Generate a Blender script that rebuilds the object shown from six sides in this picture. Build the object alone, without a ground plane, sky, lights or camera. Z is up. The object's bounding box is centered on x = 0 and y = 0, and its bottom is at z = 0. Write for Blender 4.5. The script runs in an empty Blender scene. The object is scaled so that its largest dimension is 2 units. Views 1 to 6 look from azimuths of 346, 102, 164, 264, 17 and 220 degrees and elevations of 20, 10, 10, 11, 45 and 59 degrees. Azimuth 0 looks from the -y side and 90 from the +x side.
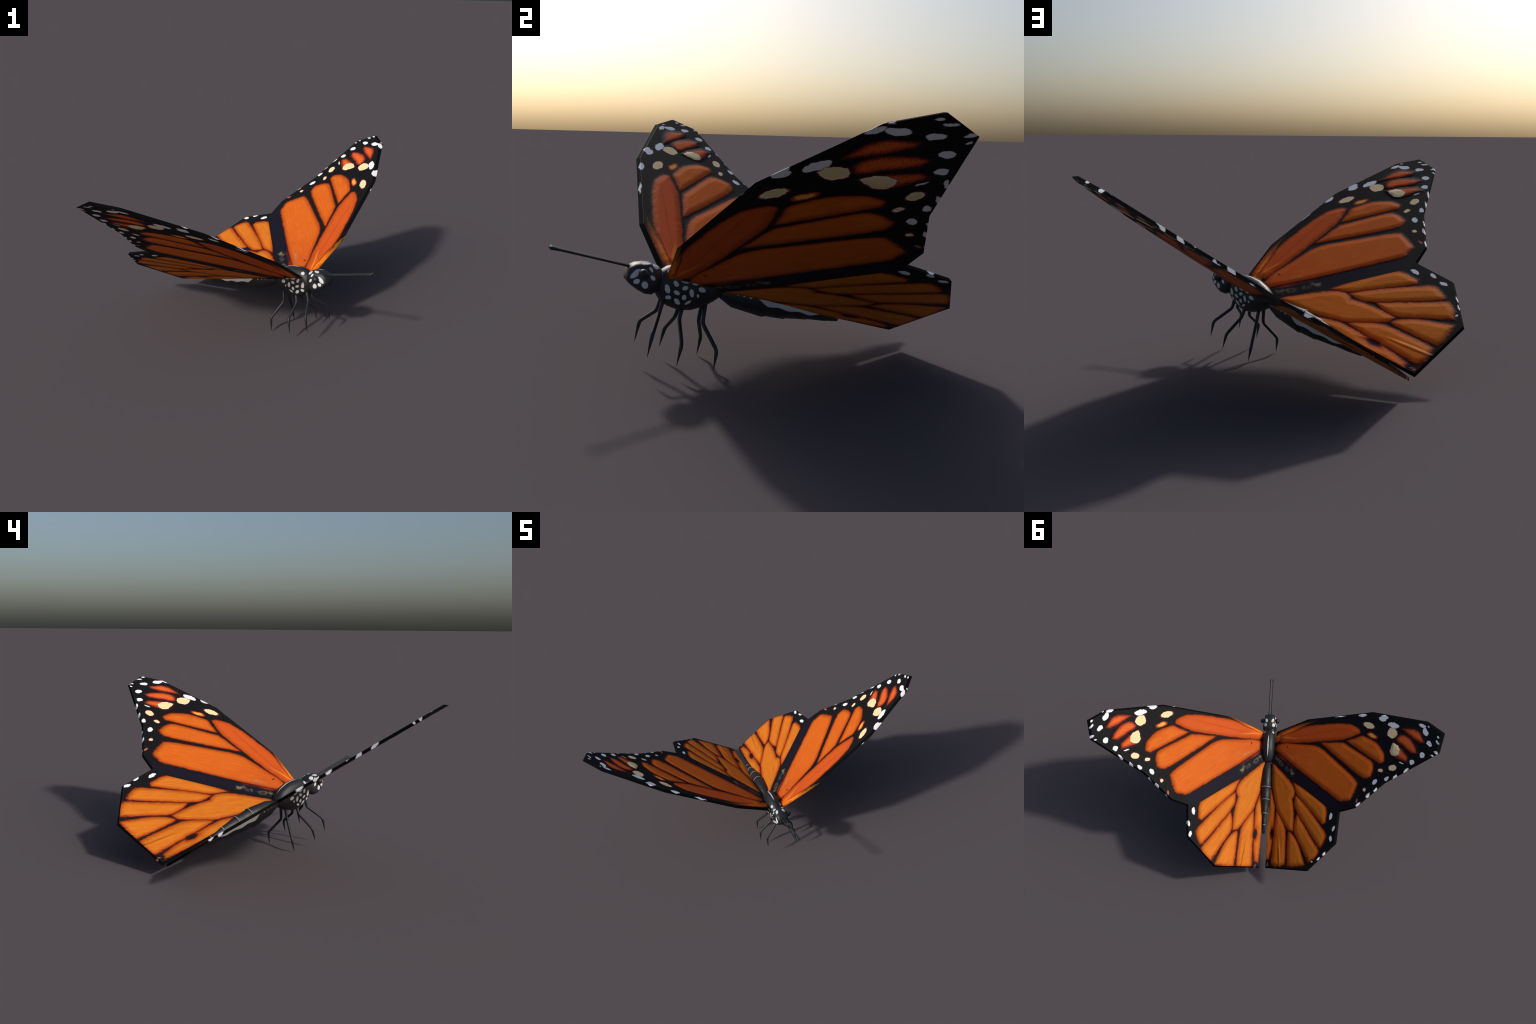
"""A resting orange-and-black butterfly: chamfered flat wings held in a shallow V,
lofted body segments, jointed legs and clubbed antennae.
Body frame: x = the butterfly's left, y = towards the tail, z = up from the back."""
import bpy, bmesh, math
from mathutils import Vector, Matrix
from mathutils.geometry import tessellate_polygon

# ------------------------------------------------------------------ pose
YAW, PITCH, DIHEDRAL = math.radians(35.0), math.radians(15.25), math.radians(30.0)
ORIGIN = Vector((0.0074, 0.0052, 0.0))
WING_Z, WING_T = 0.2140, 0.0138        # underside height at the mid plane, plate thickness
CHAMFER_FRONT, CHAMFER_BACK = 0.0158, 0.0080   # how far the upper face is set in from the rim

# ------------------------------------------------------------------ node helper
class Net:
    """Thin helper that appends nodes in evaluation order."""
    def __init__(self, tree):
        self.t, self.n, self.l = tree, tree.nodes, tree.links

    def put(self, sock, val):
        if isinstance(val, bpy.types.NodeSocket):
            self.l.new(val, sock)
        elif val is not None:
            sock.default_value = val

    def node(self, kind, **props):
        nd = self.n.new(kind)
        for k, v in props.items():
            setattr(nd, k, v)
        return nd

    def math(self, op, a, b=None, c=None, clamp=False):
        nd = self.node("ShaderNodeMath", operation=op, use_clamp=clamp)
        for i, v in enumerate((a, b, c)):
            self.put(nd.inputs[i], v)
        return nd.outputs[0]

    def vmath(self, op, a, b=None, scale=None):
        nd = self.node("ShaderNodeVectorMath", operation=op)
        self.put(nd.inputs[0], a)
        if b is not None:
            self.put(nd.inputs[1], b)
        if scale is not None:
            self.put(nd.inputs["Scale"], scale)
        return nd.outputs["Value" if op in ("DOT_PRODUCT", "LENGTH") else "Vector"]

    def noise(self, vec, scale, detail=2.0, rough=0.5, colour=False):
        nd = self.node("ShaderNodeTexNoise")
        self.put(nd.inputs["Vector"], vec)
        nd.inputs["Scale"].default_value = scale
        nd.inputs["Detail"].default_value = detail
        nd.inputs["Roughness"].default_value = rough
        return nd.outputs["Color" if colour else "Fac"]

    def step(self, val, lo, hi, a=0.0, b=1.0, smooth=True):
        nd = self.node("ShaderNodeMapRange", interpolation_type="SMOOTHSTEP" if smooth else "LINEAR")
        for s, v in zip(("Value", "From Min", "From Max", "To Min", "To Max"), (val, lo, hi, a, b)):
            self.put(nd.inputs[s], v)
        return nd.outputs["Result"]

    def mix(self, fac, a, b, blend="MIX"):
        nd = self.node("ShaderNodeMix", data_type="RGBA", blend_type=blend)
        for i, v in ((0, fac), (6, a), (7, b)):
            if isinstance(v, tuple):
                v = (*v, 1.0)
            self.put(nd.inputs[i], v)
        return nd.outputs[2]

    def ramp(self, fac, stops):
        nd = self.node("ShaderNodeValToRGB")
        self.put(nd.inputs[0], fac)
        e = nd.color_ramp.elements
        while len(e) < len(stops):
            e.new(0.5)
        for el, (p, c) in zip(e, stops):
            el.position, el.color = p, (*c, 1.0)
        return nd.outputs[0]

    def panel(self, vec, corners, k=0.014):
        """Signed distance to a convex rounded panel: smooth max over its border lines."""
        d = None
        for i, (ax, ay) in enumerate(corners):
            bx, by = corners[(i + 1) % len(corners)]
            ln = math.hypot(bx - ax, by - ay)
            nx, ny = (by - ay) / ln, -(bx - ax) / ln
            e = self.vmath("DOT_PRODUCT", vec, (nx, ny, -(nx * ax + ny * ay)))
            d = e if d is None else self.math("SMOOTH_MAX", d, e, k)
        return d

    def beyond(self, vec, chain, k=0.01):
        """How far a point lies beyond the nearest line of an open margin (negative inside)."""
        d = None
        for (ax, ay), (bx, by) in zip(chain, chain[1:]):
            ln = math.hypot(bx - ax, by - ay)
            nx, ny = (by - ay) / ln, -(bx - ax) / ln
            e = self.vmath("DOT_PRODUCT", vec, (nx, ny, -(nx * ax + ny * ay)))
            d = e if d is None else self.math("MAXIMUM", d, e)
        return d

    def spot(self, vec, u, v, a, b, deg):
        """Approximate signed distance to a turned ellipse (a, b = half axes)."""
        mp = self.node("ShaderNodeMapping", vector_type="TEXTURE")
        self.put(mp.inputs["Vector"], vec)
        mp.inputs["Location"].default_value = (u, v, 1.0)
        mp.inputs["Rotation"].default_value = (0, 0, math.radians(deg))
        mp.inputs["Scale"].default_value = (a, b, 1.0)
        return self.math("MULTIPLY_ADD", self.vmath("LENGTH", mp.outputs[0]), b, -b)

    def union(self, dists):
        d = None
        for e in dists:
            d = e if d is None else self.math("MINIMUM", d, e)
        return d

    def spots(self, vec, rows):
        d = None
        for row in rows:
            e = self.spot(vec, *row)
            d = e if d is None else self.math("MINIMUM", d, e)
        return d


def new_material(name, rough=0.5, spec=0.5):
    m = bpy.data.materials.new(name)
    m.use_nodes = True
    net = Net(m.node_tree)
    bsdf = m.node_tree.nodes["Principled BSDF"]
    bsdf.inputs["Roughness"].default_value = rough
    bsdf.inputs["Specular IOR Level"].default_value = spec
    return m, net, bsdf

# ------------------------------------------------------------------ wing pattern (u = along the span, v = tailwards)
DISCAL = [(0.116, -0.372), (0.120, -0.436), (0.182, -0.454), (0.312, -0.468), (0.567, -0.458), (0.695, -0.432),
          (0.763, -0.383), (0.764, -0.360), (0.643, -0.331), (0.348, -0.346)]
FORE_PANELS = [
    [(0.669, -0.314), (0.785, -0.336), (0.835, -0.311), (0.885, -0.278), (0.926, -0.230), (0.951, -0.180),
     (0.949, -0.134), (0.920, -0.125), (0.759, -0.243)],
    [(0.465, -0.323), (0.633, -0.306), (0.820, -0.175), (0.869, -0.129), (0.869, -0.082), (0.850, -0.035),
     (0.807, -0.034), (0.765, -0.057), (0.532, -0.260)],
    [(0.073, -0.323), (0.086, -0.352), (0.151, -0.360), (0.413, -0.308), (0.463, -0.283), (0.715, -0.049),
     (0.754, 0.001), (0.732, 0.062), (0.697, 0.114), (0.624, 0.114), (0.234, -0.184)],
]
APEX_STREAKS = [
    [(1.085, -0.346), (1.129, -0.341), (1.171, -0.331), (1.201, -0.312), (1.226, -0.263), (1.234, -0.234),
     (1.208, -0.235), (1.169, -0.263)],
    [(1.036, -0.277), (1.057, -0.303), (1.088, -0.305), (1.132, -0.277), (1.160, -0.238), (1.180, -0.194),
     (1.180, -0.166), (1.149, -0.170), (1.062, -0.249)],
    [(0.994, -0.191), (1.000, -0.225), (1.014, -0.258), (1.047, -0.238), (1.103, -0.170), (1.119, -0.143),
     (1.110, -0.113), (1.007, -0.173)],
]
CREAM_PANELS = [
    [(0.996, -0.192), (1.002, -0.223), (1.017, -0.254), (1.047, -0.238), (1.065, -0.205), (1.062, -0.173),
     (1.046, -0.165), (1.009, -0.174)],
    [(0.977, -0.317), (0.979, -0.341), (0.994, -0.368), (1.028, -0.357), (1.044, -0.337), (1.049, -0.313),
     (1.036, -0.298), (1.012, -0.292)],
]
# u, v, half length, half width, turn
FORE_CREAM_SPOTS = [(0.837, -0.407, 0.0419, 0.0187, -154), (1.015, -0.084, 0.0266, 0.0186, -170),
                    (0.928, -0.073, 0.0164, 0.0105, -157), (0.810, 0.050, 0.0110, 0.0087, 139)]
FORE_AMBER_SPOTS = [(0.864, -0.329, 0.0360, 0.0140, -149)]
FORE_WHITE_SPOTS = [
    (1.336, -0.257, 0.0088, 0.0057, -124), (1.329, -0.221, 0.0161, 0.0062, -124), (1.316, -0.157, 0.0128, 0.0072, -129),
    (1.289, -0.138, 0.0080, 0.0045, -161), (1.274, -0.220, 0.0231, 0.0133, -119), (1.224, -0.148, 0.0206, 0.0148, -106),
    (1.153, -0.107, 0.0178, 0.0161, -162), (1.111, -0.057, 0.0200, 0.0066, 141), (1.030, -0.020, 0.0180, 0.0056, 144),
    (0.972, -0.012, 0.0151, 0.0125, 140), (0.885, 0.004, 0.0180, 0.0145, 145), (0.889, 0.057, 0.0140, 0.0045, 141),
    (0.837, 0.090, 0.0170, 0.0065, 131), (1.078, -0.110, 0.0140, 0.0034, -157), (1.248, -0.306, 0.0290, 0.0150, -113),
    (1.226, -0.352, 0.0253, 0.0106, -153), (1.267, -0.338, 0.0066, 0.0034, -131), (1.026, -0.379, 0.0330, 0.0160, -155),
    (1.010, -0.390, 0.0310, 0.0140, -170), (0.938, -0.440, 0.0270, 0.0125, -152), (0.954, -0.451, 0.0270, 0.0125, -158),
    (0.785, -0.491, 0.0292, 0.0110, -171), (0.605, -0.508, 0.0333, 0.0040, -177), (0.763, 0.147, 0.0150, 0.0035, 142)]
FORE_PINK_SPOTS = [(0.754, 0.124, 0.0150, 0.0065, 103)]

HIND_PANELS = [
    [(0.242, -0.046), (0.332, 0.002), (0.487, 0.118), (0.509, 0.141), (0.524, 0.186), (0.514, 0.267), (0.493, 0.270),
     (0.273, 0.037)],
    [(0.257, 0.108), (0.264, 0.046), (0.327, 0.101), (0.402, 0.186), (0.517, 0.334), (0.521, 0.366), (0.488, 0.429),
     (0.469, 0.428), (0.286, 0.177)],
    [(0.267, 0.313), (0.264, 0.250), (0.285, 0.190), (0.470, 0.457), (0.461, 0.477), (0.432, 0.513), (0.393, 0.528)],
    [(0.213, 0.381), (0.220, 0.310), (0.257, 0.334), (0.298, 0.390), (0.327, 0.455), (0.358, 0.552), (0.317, 0.558),
     (0.258, 0.562), (0.221, 0.549), (0.216, 0.484)],
    [(0.087, 0.526), (0.101, 0.198), (0.110, 0.155), (0.159, 0.223), (0.191, 0.288), (0.200, 0.411), (0.198, 0.543),
     (0.123, 0.563)],
    [(0.010, 0.420), (0.018, 0.200), (0.045, -0.030), (0.060, 0.010), (0.082, 0.075), (0.094, 0.138), (0.088, 0.300),
     (0.079, 0.430), (0.062, 0.498), (0.026, 0.505)],
]
HIND_DISCAL = [
    [(0.052, -0.211), (0.078, -0.197), (0.185, -0.092), (0.225, -0.047), (0.256, 0.015), (0.252, 0.050), (0.199, 0.122),
     (0.122, 0.156), (0.112, 0.144), (0.059, -0.040)],
    [(0.092, 0.058), (0.127, -0.045), (0.236, 0.070), (0.257, 0.175), (0.255, 0.307), (0.214, 0.294), (0.112, 0.144)],
]
HIND_WHITE_SPOTS = [(0.558, 0.219, 0.0224, 0.0107, 102), (0.582, 0.307, 0.0172, 0.0093, 109), (0.562, 0.376, 0.0188, 0.0091, -90),
                    (0.512, 0.477, 0.0117, 0.0040, 133), (0.471, 0.509, 0.0112, 0.0040, 136), (0.422, 0.530, 0.0051, 0.0043, 133),
                    (0.337, 0.598, 0.0082, 0.0052, 176)]
HIND_PINK_SPOTS = [(0.054, 0.543, 0.0067, 0.0051, -128), (0.056, 0.529, 0.0067, 0.0026, -117)]
SCENT_SPOT = (0.081, 0.316, 0.0400, 0.0170, -91)

DARK_BAND = [(0.060, -0.225), (0.075, -0.300), (0.234, -0.178), (0.468, -0.022), (0.640, 0.118), (0.640, 0.185), (0.560, 0.180),
             (0.350, 0.030)]
DUST = [(0.228, -0.128, 0.030, 0.016, 60), (0.180, -0.160, 0.026, 0.011, 40), (0.110, -0.225, 0.050, 0.016, 48),
        (0.215, -0.243, 0.034, 0.009, 36), (0.165, -0.272, 0.030, 0.007, 38), (0.270, -0.208, 0.014, 0.005, 40)]


def wing_material(name, hind, affine):
    """affine maps wing-object coordinates (x, y) to pattern coordinates (u, v)."""
    m, g, bsdf = new_material(name, 0.66, 0.07)
    tc = g.node("ShaderNodeTexCoord")
    (a, b, c), (d, e, f) = affine
    u = g.math("ADD", g.vmath("DOT_PRODUCT", tc.outputs["Object"], (a, b, 0)), c)
    v = g.math("ADD", g.vmath("DOT_PRODUCT", tc.outputs["Object"], (d, e, 0)), f)
    cmb = g.node("ShaderNodeCombineXYZ")
    g.put(cmb.inputs[0], u); g.put(cmb.inputs[1], v); cmb.inputs[2].default_value = 1.0
    p = cmb.outputs[0]

    def warp(vec, scale, amp, detail=2.0):
        w = g.vmath("SUBTRACT", g.noise(p, scale, detail, 0.6, True), (0.5, 0.5, 0.5))
        w = g.vmath("MULTIPLY", w, (amp, amp, 0.0))
        return g.vmath("ADD", vec, w)

    soft = warp(p, 28.0, 0.012)          # gentle wander of the veins
    rough = warp(soft, 170.0, 0.013, 3.0)  # scaly fringe
    ragged = warp(soft, 55.0, 0.010, 1.0)  # uneven rims of the pale spots
    # grain running along the wing: noise stretched along the cells
    stretch = g.node("ShaderNodeMapping", vector_type="TEXTURE")
    g.put(stretch.inputs["Vector"], p)
    stretch.inputs["Rotation"].default_value = (0, 0, math.radians(62 if hind else 42))
    stretch.inputs["Scale"].default_value = (1.0, 0.07, 1.0)
    grain = g.noise(stretch.outputs[0], 9.0, 3.0, 0.6)
    mottle = g.noise(p, 9.0, 3.0, 0.55)
    fine = g.noise(p, 260.0, 2.0, 0.6)

    if hind:
        panels = g.union([g.panel(soft, c) for c in HIND_PANELS + HIND_DISCAL])
        dark = g.spot(soft, *SCENT_SPOT)
        panels = g.math("SUBTRACT", panels, 0.0030)
        panels = g.math("MAXIMUM", panels, g.math("SUBTRACT", -0.001, dark))
        streaks = None
        relief = panels
        white = g.spots(ragged, HIND_WHITE_SPOTS)
        cream = None
        amber = None
        pink = g.spots(soft, HIND_PINK_SPOTS)
        base = g.ramp(g.math("ADD", g.math("MULTIPLY", grain, 0.75), g.math("MULTIPLY", mottle, 0.35)),
                      [(0.30, (0.50, 0.122, 0.011)), (0.52, (0.58, 0.158, 0.014)), (0.72, (0.66, 0.192, 0.016)), (0.92, (0.72, 0.28, 0.03))])
    else:
        disc = g.panel(soft, DISCAL)
        panels = g.math("MINIMUM", disc, g.union([g.panel(soft, c) for c in FORE_PANELS]))
        panels = g.math("SUBTRACT", panels, 0.0037)
        streaks = g.math("SUBTRACT", g.union([g.panel(rough, c) for c in APEX_STREAKS]), 0.0025)
        relief = g.math("MINIMUM", panels, g.math("SUBTRACT", g.union([g.panel(soft, c) for c in APEX_STREAKS]), 0.012))
        white = g.spots(ragged, FORE_WHITE_SPOTS)
        cream = g.math("MINIMUM", g.union([g.panel(ragged, c, 0.008) for c in CREAM_PANELS]), g.spots(ragged, FORE_CREAM_SPOTS))
        amber = g.spots(rough, FORE_AMBER_SPOTS)
        pink = g.spots(rough, FORE_PINK_SPOTS)
        base = g.ramp(g.math("ADD", g.math("MULTIPLY", grain, 0.75), g.math("MULTIPLY", mottle, 0.35)),
                      [(0.30, (0.54, 0.092, 0.010)), (0.52, (0.58, 0.114, 0.011)), (0.72, (0.66, 0.145, 0.013)), (0.92, (0.74, 0.19, 0.018))])
        # the front cell is redder, most of all towards the root
        red = g.step(disc, -0.004, 0.002, 1.0, 0.0)
        base = g.mix(g.math("MULTIPLY", red, 0.62), base, (0.53, 0.066, 0.013))
        rootred = g.step(u, 0.06, 0.50, 0.55, 0.0)
        base = g.mix(rootred, base, (0.50, 0.072, 0.012))
        line = g.spot(soft, 0.42, -0.405, 0.27, 0.0035, -1)
        base = g.mix(g.step(line, -0.003, 0.004, 0.4, 0.0), base, (0.30, 0.035, 0.012))

    # panel edges: orange -> deep red -> maroon vein -> black field
    jag = g.math("MULTIPLY", g.math("SUBTRACT", fine, 0.5), 0.008)
    edge = g.math("ADD", panels, jag)
    clump = g.math("SUBTRACT", g.noise(stretch.outputs[0], 26.0, 3.0, 0.65), 0.5)
    if hind:
        out = g.beyond(p, [(0.597, 0.409), (0.376, 0.593), (0.026, 0.562)])
        inner = g.beyond(soft, [(0.030, 0.560), (0.018, 0.240)])
        edge = g.math("MAXIMUM", edge, g.math("ADD", inner, 0.006))
        edge = g.math("MAXIMUM", edge, g.math("ADD", g.math("MULTIPLY_ADD", clump, 0.090, 0.020), out))
    else:
        out = g.beyond(p, [(1.334, -0.152), (0.950, 0.016), (0.734, 0.171)])
    edge = g.math("ADD", edge, g.math("MULTIPLY", g.math("MULTIPLY", clump, 0.05), g.step(out, -0.16, -0.07)))
    col = base
    col = g.mix(g.step(edge, -0.028, -0.005, 0.0, 0.68), col, (0.38, 0.064, 0.005))  # broad browning inside each cell: shade on the raised panels' slopes, painted into the orange
    col = g.mix(g.step(edge, -0.012, -0.001, 0.0, 0.85), col, (0.36, 0.052, 0.004))
    col = g.mix(g.step(edge, -0.005, 0.0015), col, (0.17, 0.012, 0.004))
    col = g.mix(g.step(edge, -0.001, 0.0035), col, (0.045, 0.0075, 0.0065))
    black = g.mix(g.step(fine, 0.35, 0.75), (0.0045, 0.005, 0.0055), (0.012, 0.012, 0.014))
    navy = g.step(g.panel(soft, DARK_BAND, 0.02), -0.030, 0.006, 1.0, 0.0)
    black = g.mix(navy, black, g.mix(g.step(fine, 0.3, 0.8), (0.0065, 0.0055, 0.013), (0.014, 0.011, 0.024)))
    col = g.mix(g.step(edge, 0.002, 0.0085), col, black)
    speck = g.step(g.noise(p, 95.0, 1.0, 0.5), 0.76, 0.80)
    col = g.mix(g.math("MULTIPLY", speck, 0.45), col, g.mix(0.5, col, (0.75, 0.50, 0.16)))

    sepz = g.node("ShaderNodeSeparateXYZ")
    g.put(sepz.inputs[0], tc.outputs["Object"])
    rim = g.step(g.math("ABSOLUTE", g.math("SUBTRACT", sepz.outputs[2], WING_T / 2)), WING_T / 2 - 0.0012, WING_T / 2 - 0.0004, 1.0, 0.0)
    col = g.mix(rim, col, (0.005, 0.005, 0.0055))
    if streaks is not None:
        sedge = g.math("ADD", streaks, g.math("MULTIPLY", g.math("SUBTRACT", fine, 0.5), 0.042))
        sc = g.ramp(g.step(sedge, -0.022, 0.004, 0.0, 1.0, False),
                    [(0.0, (0.70, 0.130, 0.02)), (0.38, (0.58, 0.085, 0.02)), (0.64, (0.28, 0.030, 0.014)), (0.9, (0.02, 0.006, 0.006))])
        speckle = g.step(g.noise(p, 125.0, 3.0, 0.7), 0.50, 0.68, 0.0, 0.75)
        sc = g.mix(speckle, sc, (0.16, 0.014, 0.010))
        col = g.mix(g.step(sedge, 0.000, 0.006, 1.0, 0.0), col, sc)
        ae = g.math("ADD", amber, jag)
        col = g.mix(g.step(ae, 0.000, 0.005, 1.0, 0.0), col, (0.45, 0.05, 0.01))
        col = g.mix(g.step(ae, -0.006, 0.0, 1.0, 0.0), col, (0.85, 0.36, 0.07))
        col = g.mix(g.step(cream, 0.0, 0.0065, 0.85, 0.0), col, (0.40, 0.045, 0.012))
        col = g.mix(g.step(cream, -0.001, 0.0025, 1.0, 0.0), col, (0.86, 0.78, 0.62))
        col = g.mix(g.step(cream, -0.005, -0.001, 1.0, 0.0), col, g.mix(mottle, (0.78, 0.58, 0.26), (0.86, 0.72, 0.40)))
    col = g.mix(g.step(g.math("ADD", pink, jag), -0.003, 0.003, 0.85, 0.0), col, (0.52, 0.17, 0.11))
    col = g.mix(g.step(white, -0.001, 0.0022, 1.0, 0.0), col, (0.80, 0.80, 0.83))

    # yellow sheen and red scales along the front margin near the root
    if not hind:
        fan = g.spot(rough, 0.135, -0.425, 0.115, 0.034, -22)
        col = g.mix(g.math("MULTIPLY", g.step(fan, -0.020, 0.004, 1.0, 0.0), 0.75), col, (0.72, 0.105, 0.012))
        mar = g.spot(ragged, 0.205, -0.462, 0.150, 0.014, -14)
        col = g.mix(g.step(mar, -0.010, 0.004, 0.85, 0.0), col, (0.50, 0.07, 0.012))
        glow = g.spot(ragged, 0.165, -0.446, 0.090, 0.0120, -14)
        col = g.mix(g.step(glow, -0.012, 0.004, 0.85, 0.0), col, (0.74, 0.135, 0.010))
        yel = g.spot(ragged, 0.172, -0.447, 0.072, 0.0050, -15)
        col = g.mix(g.step(yel, -0.006, 0.004, 0.85, 0.0), col, (0.76, 0.32, 0.012))
        scal = g.step(g.noise(p, 150.0, 3.0, 0.6), 0.48, 0.62)
        lead = g.spot(ragged, 0.170, -0.466, 0.110, 0.0070, -14)
        col = g.mix(g.math("MULTIPLY", g.step(lead, -0.006, 0.003, 0.9, 0.0), scal), col, (0.66, 0.10, 0.02))
        tail = g.spot(ragged, 0.300, -0.478, 0.090, 0.0040, -12)
        col = g.mix(g.step(tail, -0.003, 0.003, 0.5, 0.0), col, (0.34, 0.17, 0.012))
        vein = g.spot(soft, 0.250, -0.450, 0.180, 0.0030, -13)
        col = g.mix(g.step(vein, -0.002, 0.002, 0.8, 0.0), col, (0.05, 0.010, 0.008))
        ray = g.spot(soft, 0.165, -0.405, 0.090, 0.006, 12)
        col = g.mix(g.step(ray, -0.005, 0.003, 0.55, 0.0), col, (0.80, 0.33, 0.03))
        hinge = g.spot(ragged, 0.072, -0.452, 0.034, 0.017, -10)
        col = g.mix(g.step(hinge, -0.008, 0.004, 0.9, 0.0), col, (0.014, 0.008, 0.008))
        dot = g.spot(soft, 0.176, -0.330, 0.009, 0.006, 70)
        col = g.mix(g.step(dot, -0.003, 0.002, 0.85, 0.0), col, (0.06, 0.02, 0.02))
    # red scales between the last vein and the dark band, then olive dust
    rs = g.spot(rough, 0.165, -0.225, 0.110, 0.011, 40)
    col = g.mix(g.math("MULTIPLY", g.step(rs, -0.008, 0.002, 0.8, 0.0), g.step(mottle, 0.42, 0.60)), col, (0.30, 0.025, 0.008))
    ds = g.spots(rough, DUST)
    dn = g.step(g.noise(p, 30.0, 5.0, 0.72), 0.43, 0.62)
    col = g.mix(g.math("MULTIPLY", g.step(ds, -0.012, 0.008, 0.62, 0.0), dn), col, g.mix(fine, (0.22, 0.16, 0.06), (0.40, 0.40, 0.24)))

    bmp = g.node("ShaderNodeBump")
    bmp.inputs["Strength"].default_value = 1.0
    bmp.inputs["Distance"].default_value = 0.0075
    h = g.step(relief, -0.032, 0.014, 1.0, 0.0)
    h = g.math("ADD", h, g.math("MULTIPLY", fine, 0.05))
    if hind:
        fold = g.spot(p, 0.150, 0.470, 0.085, 0.008, 84)
        h = g.math("ADD", h, g.step(fold, -0.007, 0.006, 0.9, 0.0))
    g.put(bmp.inputs["Height"], h)
    g.put(bsdf.inputs["Base Color"], col)
    g.put(bsdf.inputs["Normal"], bmp.outputs[0])
    g.put(bsdf.inputs["Specular IOR Level"], g.step(rim, 0.0, 1.0, 0.08, 0.02))
    g.put(bsdf.inputs["Roughness"], g.step(rim, 0.0, 1.0, 0.66, 0.85))
    return m


# ------------------------------------------------------------------ body material
FLANK_SPOTS = [(-0.450, 0.202, 0.0176, 0.0085, 115), (-0.424, 0.228, 0.0124, 0.0077, 139), (-0.391, 0.243, 0.0156, 0.0061, -174),
               (-0.352, 0.243, 0.0116, 0.0054, 179), (-0.387, 0.219, 0.0109, 0.0089, -151), (-0.320, 0.226, 0.0150, 0.0090, 172),
               (-0.412, 0.196, 0.0125, 0.0070, 165), (-0.357, 0.206, 0.0156, 0.0084, 114), (-0.330, 0.201, 0.0063, 0.0044, 127),
               (-0.438, 0.171, 0.0102, 0.0082, -176), (-0.380, 0.184, 0.0100, 0.0087, 124), (-0.401, 0.163, 0.0158, 0.0077, 144),
               (-0.360, 0.168, 0.0131, 0.0053, -135)]
FACE_SPOTS = [(-0.527, 0.258, 0.0105, 0.0048, 137), (-0.515, 0.231, 0.0111, 0.0065, 145), (-0.538, 0.200, 0.0133, 0.0114, 121),
              (-0.569, 0.206, 0.0117, 0.0093, -139), (-0.579, 0.231, 0.0225, 0.0095, -124)]
CROWN_SPOTS = [(0.031, -0.510, 0.0125, 0.0110, 102), (0.0235, -0.546, 0.0165, 0.0088, 110)]
SHOULDER_SPOT = (0.032, -0.454, 0.267)


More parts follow.
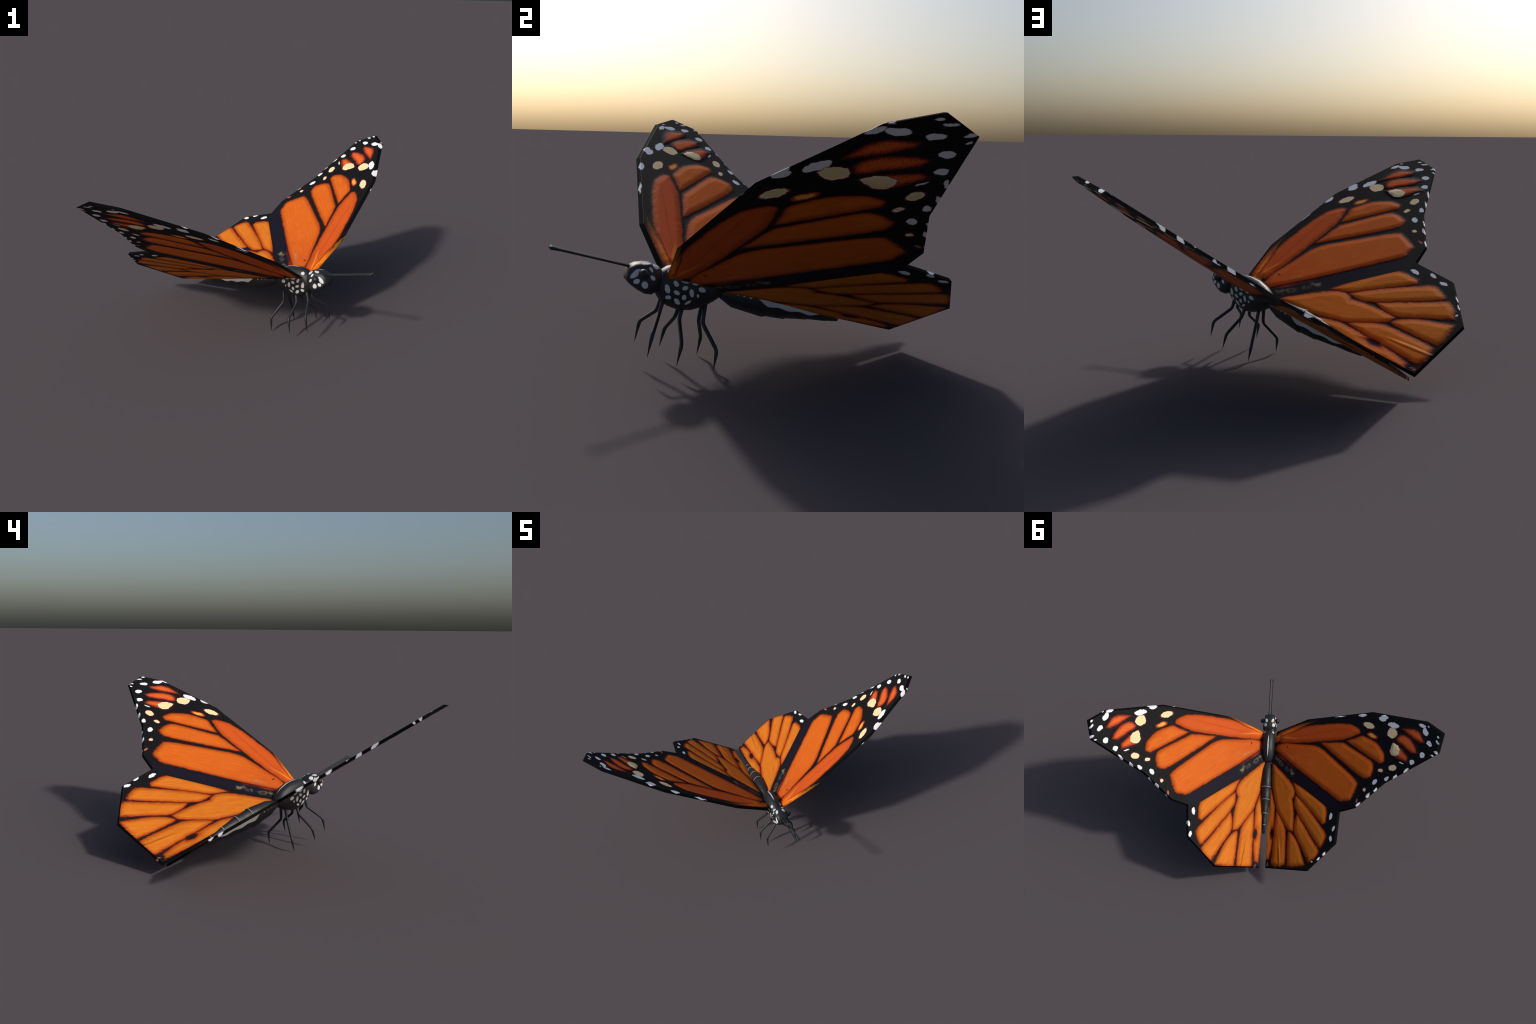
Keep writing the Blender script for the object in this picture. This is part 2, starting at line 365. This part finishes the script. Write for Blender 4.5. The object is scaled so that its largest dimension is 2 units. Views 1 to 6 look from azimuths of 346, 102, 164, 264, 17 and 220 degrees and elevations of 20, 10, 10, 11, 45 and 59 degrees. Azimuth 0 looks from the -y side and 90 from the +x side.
def body_material(name, part):
    m, g, bsdf = new_material(name, 0.52, 0.45)
    tc = g.node("ShaderNodeTexCoord")
    sep = g.node("ShaderNodeSeparateXYZ")
    g.put(sep.inputs[0], tc.outputs["Object"])
    x, y, z = sep.outputs
    ax = g.math("ABSOLUTE", x)
    mot = g.noise(tc.outputs["Object"], 40.0, 3.0, 0.6)
    col = g.mix(mot, (0.006, 0.0068, 0.008), (0.018, 0.020, 0.023))
    wob = g.vmath("MULTIPLY", g.vmath("SUBTRACT", g.noise(tc.outputs["Object"], 55.0, 2.0, 0.5, True), (0.5, 0.5, 0.5)), (0.006, 0.006, 0.0))

    def flat(s, t):
        c = g.node("ShaderNodeCombineXYZ")
        g.put(c.inputs[0], s); g.put(c.inputs[1], t); c.inputs[2].default_value = 1.0
        return g.vmath("ADD", c.outputs[0], wob)

    white = (0.60, 0.60, 0.61)
    side, top = flat(y, z), flat(ax, y)
    if part == "thorax":
        w = g.step(g.spots(side, FLANK_SPOTS), -0.0012, 0.0012, 1.0, 0.0)
        w = g.math("MULTIPLY", w, g.step(ax, 0.012, 0.022))
        cmb = g.node("ShaderNodeCombineXYZ")
        g.put(cmb.inputs[0], ax); g.put(cmb.inputs[1], y); g.put(cmb.inputs[2], z)
        s = g.vmath("LENGTH", g.vmath("SUBTRACT", cmb.outputs[0], SHOULDER_SPOT))
        s = g.step(s, 0.0090, 0.0112, 1.0, 0.0)
        w = g.math("MAXIMUM", w, s)
        keel = g.step(g.spot(flat(x, y), 0.0, -0.342, 0.075, 0.0046, 90), -0.0010, 0.0010, 1.0, 0.0)
        keel = g.math("MULTIPLY", keel, g.step(z, 0.24, 0.26))
        w = g.math("MAXIMUM", w, keel)
    elif part == "head":
        w = g.step(g.spots(side, FACE_SPOTS), -0.0012, 0.0012, 1.0, 0.0)
        w = g.math("MULTIPLY", w, g.step(ax, 0.020, 0.024))
        s = g.step(g.spots(top, CROWN_SPOTS), -0.0012, 0.0012, 1.0, 0.0)
        s = g.math("MULTIPLY", s, g.step(z, 0.255, 0.262))
        n = g.step(g.spot(top, 0.030, -0.476, 0.010, 0.004, 0), -0.001, 0.001, 0.8, 0.0)
        n = g.math("MULTIPLY", n, g.step(z, 0.235, 0.245))
        w = g.math("MAXIMUM", g.math("MAXIMUM", w, s), n)
    elif part == "abdomen":
        # pale side band with a scalloped lower edge, led by a row of dots
        low = g.math("MULTIPLY_ADD", g.math("SINE", g.math("MULTIPLY_ADD", y, 64.0, 0.6)), 0.0028, 0.2155)
        low = g.math("ADD", low, g.step(y, -0.02, -0.11, 0.0, 0.024))
        low = g.math("ADD", low, g.step(y, 0.16, 0.27, 0.0, 0.014))
        w = g.step(g.math("SUBTRACT", z, low), -0.001, 0.0025)
        top_edge = g.step(y, 0.12, 0.27, 0.241, 0.229)
        w = g.math("MULTIPLY", w, g.step(g.math("SUBTRACT", z, top_edge), -0.002, 0.002, 1.0, 0.0))
        w = g.math("MULTIPLY", w, g.step(g.math("ABSOLUTE", g.math("SUBTRACT", y, 0.082)), 0.183, 0.187, 1.0, 0.0))
        dots = g.step(g.spots(side, [(-0.222 + 0.027 * i, 0.236, 0.0036 + 0.0006 * i, 0.0030 + 0.0007 * i, 0) for i in range(5)]),
                      -0.001, 0.001, 1.0, 0.0)
        w = g.math("MULTIPLY", g.math("MAXIMUM", w, dots), g.step(ax, 0.004, 0.008))
    else:
        w = None
    if w is not None:
        col = g.mix(w, col, white)
    bmp = g.node("ShaderNodeBump")
    bmp.inputs["Strength"].default_value = 0.25
    bmp.inputs["Distance"].default_value = 0.002
    g.put(bmp.inputs["Height"], g.noise(tc.outputs["Object"], 130.0, 3.0, 0.6))
    g.put(bsdf.inputs["Normal"], bmp.outputs[0])
    g.put(bsdf.inputs["Base Color"], col)
    return m


def ring_material():
    m, g, bsdf = new_material("pale_ring", 0.5, 0.5)
    tc = g.node("ShaderNodeTexCoord")
    n = g.noise(tc.outputs["Object"], 60.0, 2.0)
    g.put(bsdf.inputs["Base Color"], g.mix(n, (0.30, 0.30, 0.31), (0.55, 0.55, 0.56)))
    return m

# ------------------------------------------------------------------ geometry helpers
def make_object(name, verts, faces, material, parent, smooth=True):
    me = bpy.data.meshes.new(name)
    me.from_pydata([tuple(v) for v in verts], [], faces)
    bm = bmesh.new()
    bm.from_mesh(me)
    bmesh.ops.recalc_face_normals(bm, faces=bm.faces)
    bm.to_mesh(me)
    bm.free()
    me.materials.append(material)
    for f in me.polygons:
        f.use_smooth = smooth
    ob = bpy.data.objects.new(name, me)
    bpy.context.scene.collection.objects.link(ob)
    ob.parent = parent
    return ob


def loft(sections, sides=20):
    """Sections: (y, z low, z high, half width, squareness[, narrowing towards the top]). Closed with end caps."""
    verts, faces = [], []
    for y, lo, hi, hw, sq, *tp in sections:
        zc, hh = (lo + hi) / 2, (hi - lo) / 2
        for i in range(sides):
            t = math.tau * i / sides
            c, s = math.cos(t), math.sin(t)
            w = math.copysign(abs(s) ** sq, s)
            verts.append((hw * (1 - (tp[0] if tp else 0.0) * w) * math.copysign(abs(c) ** sq, c), y, zc + hh * w))
    for k in range(len(sections) - 1):
        for i in range(sides):
            j = (i + 1) % sides
            faces.append((k * sides + i, k * sides + j, (k + 1) * sides + j, (k + 1) * sides + i))
    faces.append(tuple(range(sides)))
    faces.append(tuple(range((len(sections) - 1) * sides, len(sections) * sides)))
    return verts, faces


def tube(points, radii, sides=10):
    """Round tube swept along a polyline, pointed or capped at its ends."""
    pts = [Vector(p) for p in points]
    verts, faces = [], []
    ref = Vector((0.3, 1.0, 0.2)).normalized()
    for k, p in enumerate(pts):
        t = (pts[min(k + 1, len(pts) - 1)] - pts[max(k - 1, 0)]).normalized()
        a = t.cross(ref).normalized()
        b = t.cross(a)
        for i in range(sides):
            w = math.tau * i / sides
            verts.append(p + (a * math.cos(w) + b * math.sin(w)) * radii[k])
    for k in range(len(pts) - 1):
        for i in range(sides):
            j = (i + 1) % sides
            faces.append((k * sides + i, k * sides + j, (k + 1) * sides + j, (k + 1) * sides + i))
    faces.append(tuple(range(sides)))
    faces.append(tuple(range((len(pts) - 1) * sides, len(pts) * sides)))
    return verts, faces


def bend(points, radii, soft=0.010):
    """Replace each inner joint with a short rounded bend."""
    P, R = [Vector(points[0])], [radii[0]]
    for k in range(1, len(points) - 1):
        a, b, c = (Vector(points[i]) for i in (k - 1, k, k + 1))
        s, e = b + (a - b).normalized() * soft, b + (c - b).normalized() * soft
        for t in (0.0, 0.5, 1.0):
            P.append((1 - t) ** 2 * s + 2 * t * (1 - t) * b + t * t * e)
            R.append(radii[k])
    P.append(Vector(points[-1])); R.append(radii[-1])
    return P, R

# ------------------------------------------------------------------ the butterfly
root = bpy.data.objects.new("butterfly", None)
bpy.context.scene.collection.objects.link(root)
root["label"] = "orange and black butterfly with white-spotted spread wings"
root["category"] = "butterfly"
back = Vector((-math.sin(YAW), math.cos(YAW), 0.0)) * math.cos(PITCH) - Vector((0, 0, math.sin(PITCH)))
left = Vector((math.cos(YAW), math.sin(YAW), 0.0))
up = left.cross(back)
root.matrix_world = Matrix.Translation(ORIGIN) @ Matrix((left, back, up)).transposed().to_4x4()

# ---- wings: one chamfered plate per side, split along the vein between fore and hind wing
LEAD = [(0.060, -0.466), (0.331, -0.528), (0.856, -0.507), (1.257, -0.380), (1.371, -0.282), (1.334, -0.152), (0.950, 0.016),
        (0.734, 0.171), (0.617, 0.191)]
TAIL = [(0.597, 0.409), (0.376, 0.593), (0.026, 0.562), (0.030, -0.240)]
SEAM = [(0.530, 0.160), (0.350, 0.022), (0.120, -0.155)]


def inset(poly, dists):
    """Offset every edge of a counter-clockwise outline inwards by its own distance."""
    out, n = [], len(poly)
    for i in range(n):
        a, b, c = Vector(poly[i - 1]), Vector(poly[i]), Vector(poly[(i + 1) % n])
        d1, d2 = (b - a).normalized(), (c - b).normalized()
        n1, n2 = Vector((-d1.y, d1.x)), Vector((-d2.y, d2.x))
        h1, h2 = dists[i - 1], dists[i]
        det = n1.x * n2.y - n1.y * n2.x
        if abs(det) < 0.12:
            q = n1 * (h1 + h2) / 2
        else:
            q = Vector(((h1 * n2.y - h2 * n1.y) / det, (h2 * n1.x - h1 * n2.x) / det))
        out.append(b + q)
    return out


def build_wing(side):
    outline = LEAD + TAIL                       # counter-clockwise in (u, v)
    upper = inset(outline, [CHAMFER_FRONT] * 5 + [CHAMFER_BACK] * (len(outline) - 5))
    nL = len(LEAD)
    shift = -0.0055 * side
    low = [Vector((u + shift, v)) for u, v in outline]
    top = [Vector((u + shift, v)) for u, v in upper]
    seam = [Vector((u + shift, v)) for u, v in SEAM]
    X = Vector((math.cos(DIHEDRAL), 0, side * math.sin(DIHEDRAL)))      # local +x for either side
    Z = Vector((-side * math.sin(DIHEDRAL), 0, math.cos(DIHEDRAL)))
    M = Matrix((X, Vector((0, 1, 0)), Z)).transposed().to_4x4()
    M.translation = Vector((-0.001, 0, WING_Z))
    for kind in ("forewing", "hindwing"):
        if kind == "forewing":
            rim = list(range(nL))               # root .. notch
            rim = [len(outline) - 1] + rim      # start at the inner end of the seam
            mid = seam
        else:
            rim = [nL - 1] + list(range(nL, len(outline)))
            mid = seam[::-1]
        n, k = len(rim), len(mid)
        pts = [(low[i], 0.0) for i in rim] + [(q, 0.0) for q in mid] + [(top[i], WING_T) for i in rim] + [(q, WING_T) for q in mid]
        verts = [(side * q.x, q.y, z) for q, z in pts]
        faces = []
        for base, flip in ((0, True), (n + k, False)):
            ring = [Vector((pts[base + i][0].x, pts[base + i][0].y, 0)) for i in range(n + k)]
            for tri in tessellate_polygon([ring]):
                faces.append(tuple(base + i for i in tri))
        for i in range(n - 1):
            faces.append((i, i + 1, n + k + i + 1, n + k + i))
        ob = make_object(kind, verts, faces, WING_MATS[(kind, side)], root, smooth=False)
        ob.matrix_local = M
        # outward normals: upper face +z, underside -z, rim away from the plate
        bm = bmesh.new(); bm.from_mesh(ob.data)
        for f in bm.faces:
            zs = [w.co.z for w in f.verts]
            want = Vector((0, 0, 1)) if min(zs) > 1e-4 else Vector((0, 0, -1)) if max(zs) < 1e-4 else None
            if want is None:
                lo = sum((w.co for w in f.verts if w.co.z < 1e-4), Vector()) / 2
                hi = sum((w.co for w in f.verts if w.co.z > 1e-4), Vector()) / 2
                want = (lo - hi); want.z = 0
            if f.normal.dot(want) < 0:
                f.normal_flip()
        bm.to_mesh(ob.data); bm.free()


# pattern placement on each side (the two sides are not perfect mirror images)
AFFINE = {1: ((0.9798, -0.0347, 0.0154), (0.0018, 0.952, 0.0052)), -1: ((-1.0, 0.0, 0.0), (0.0, 1.0, 0.0))}
WING_MATS = {}
for side, word in ((1, "bright"), (-1, "shaded")):
    WING_MATS[("forewing", side)] = wing_material("forewing_scales_" + word, False, AFFINE[side])
    WING_MATS[("hindwing", side)] = wing_material("hindwing_scales_" + word, True, AFFINE[side])
for side in (1, -1):
    build_wing(side)

# ---- body
thorax = make_object("thorax", *loft([
    (-0.490, 0.196, 0.246, 0.024, 1.0), (-0.480, 0.172, 0.260, 0.037, 0.95), (-0.458, 0.150, 0.281, 0.046, 0.9),
    (-0.425, 0.134, 0.295, 0.050, 0.85), (-0.380, 0.126, 0.303, 0.052, 0.85), (-0.335, 0.133, 0.303, 0.052, 0.85),
    (-0.285, 0.158, 0.290, 0.047, 0.85), (-0.255, 0.182, 0.272, 0.041, 0.9), (-0.236, 0.200, 0.256, 0.033, 1.0),
    (-0.228, 0.212, 0.246, 0.022, 1.0)]),
    body_material("thorax_shell", "thorax"), root)

head = make_object("head", *loft([
    (-0.605, 0.207, 0.240, 0.030, 0.58, 0.08), (-0.600, 0.198, 0.251, 0.037, 0.55, 0.10), (-0.582, 0.185, 0.266, 0.043, 0.53, 0.12),
    (-0.556, 0.173, 0.275, 0.048, 0.53, 0.14), (-0.525, 0.163, 0.279, 0.052, 0.55, 0.12), (-0.500, 0.165, 0.276, 0.052, 0.60, 0.12),
    (-0.482, 0.177, 0.266, 0.041, 0.80, 0.08), (-0.466, 0.198, 0.250, 0.026, 1.0)], 28),
    body_material("head_shell", "head"), root)

# abdomen: tapering segments, each overlapping the next with a small step and a pale hind rim
def lerp(a, b, t):
    return tuple(p + (q - p) * t for p, q in zip(a, b))

JOINTS = [(-0.236, 0.208, 0.240, 0.027), (-0.170, 0.177, 0.266, 0.036), (-0.032, 0.164, 0.281, 0.0425), (0.062, 0.173, 0.276, 0.037),
          (0.164, 0.190, 0.259, 0.0235), (0.248, 0.200, 0.242, 0.0165), (0.306, 0.210, 0.224, 0.0085)]
abd_mat, rim_mat = body_material("abdomen_shell", "abdomen"), ring_material()
secs = [(*JOINTS[0], 1.0)]
for t in (0.35, 0.7):
    secs.append((*lerp(JOINTS[0], JOINTS[1], t), 1.0))
secs += [(*JOINTS[1], 1.0), (*lerp(JOINTS[1], JOINTS[2], 0.5), 1.0)]
rings = []
for a, b in zip(JOINTS[2:], JOINTS[3:] + [None]):
    y, lo, hi, hw = a
    secs.append((*a, 1.0))
    if b is None:
        break
    s = 0.92
    zc, hh = (lo + hi) / 2, (hi - lo) / 2
    secs.append((y + 0.005, zc - hh * s, zc + hh * s, hw * s, 1.0))
    secs.append((*lerp((y, zc - hh * s, zc + hh * s, hw * s), b, 0.6), 1.0))
    rings.append(a)
secs.append((0.312, 0.214, 0.221, 0.004, 1.0))
abdomen = make_object("abdomen", *loft(secs), abd_mat, root)
for y, lo, hi, hw in rings:
    verts, faces = [], []
    zc, hh = (lo + hi) / 2, (hi - lo) / 2
    n = 14
    for k in range(n + 1):                       # dorsal half ring
        t = math.pi * (0.10 + 0.80 * k / n)
        thin = 0.0019 * (0.5 + 0.5 * math.sin(math.pi * k / n))
        for w in range(6):
            q = math.tau * w / 6
            r = 1.0
            verts.append(((hw + thin * math.cos(q)) * math.cos(t), y + 0.0012 * math.sin(2.3 * k) + thin * math.sin(q), zc + (hh + thin * math.cos(q)) * math.sin(t)))
    for k in range(n):
        for w in range(6):
            v2 = (w + 1) % 6
            faces.append((k * 6 + w, k * 6 + v2, (k + 1) * 6 + v2, (k + 1) * 6 + w))
    faces += [tuple(range(6)), tuple(range(n * 6, n * 6 + 6))]
    make_object("abdomen_ring", verts, faces, rim_mat, abdomen)

# ---- eyes and antennae
plain = body_material("black_chitin", "plain")
eye_mesh = None
for side in (1, -1):
    if eye_mesh is None:
        bm = bmesh.new()
        bmesh.ops.create_uvsphere(bm, u_segments=24, v_segments=14, radius=0.0182)
        eye_mesh = bpy.data.meshes.new("eye")
        bm.to_mesh(eye_mesh); bm.free()
        eye_mesh.materials.append(plain)
        for f in eye_mesh.polygons:
            f.use_smooth = True
    ob = bpy.data.objects.new("eye", eye_mesh)
    bpy.context.scene.collection.objects.link(ob)
    ob.parent = head
    ob.location = (side * 0.0535, -0.553, 0.238)
for side in (1, -1):
    x0, x1 = side * 0.0085, side * 0.0102
    path = [(x0, -0.570, 0.249), (x0, -0.640, 0.2500), (x1, -0.770, 0.2515), (x1, -0.845, 0.2523), (x1, -0.868, 0.2526), (x1, -0.877, 0.2527),
            (x1, -0.883, 0.2528), (x1, -0.8875, 0.2528)]
    make_object("antenna", *tube(path, [0.0050, 0.0046, 0.0044, 0.0047, 0.0060, 0.0072, 0.0068, 0.0030], 12), plain, head)

# ---- legs: thigh, shin and a pointed foot
LEGS = [[(0.016, -0.445, 0.190), (0.018, -0.448, 0.108), (0.103, -0.478, 0.037), (0.106, -0.476, -0.048)],
        [(0.016, -0.368, 0.165), (0.027, -0.369, 0.095), (0.121, -0.367, 0.023), (0.127, -0.367, -0.056)],
        [(0.016, -0.285, 0.200), (0.026, -0.274, 0.098), (0.099, -0.219, 0.021), (0.106, -0.213, -0.056)]]
for side in (1, -1):
    for leg in LEGS:
        P, R = bend([(side * x, y, z) for x, y, z in leg], [0.0095, 0.0078, 0.0076, 0.0006], 0.013)
        make_object("leg", *tube(P, R, 10), plain, root)

# ---- stand the feet on the ground
bpy.context.view_layer.update()
lowest = min((o.matrix_world @ v.co).z for o in bpy.data.objects if o.type == "MESH" for v in o.data.vertices)
root.location.z -= lowest
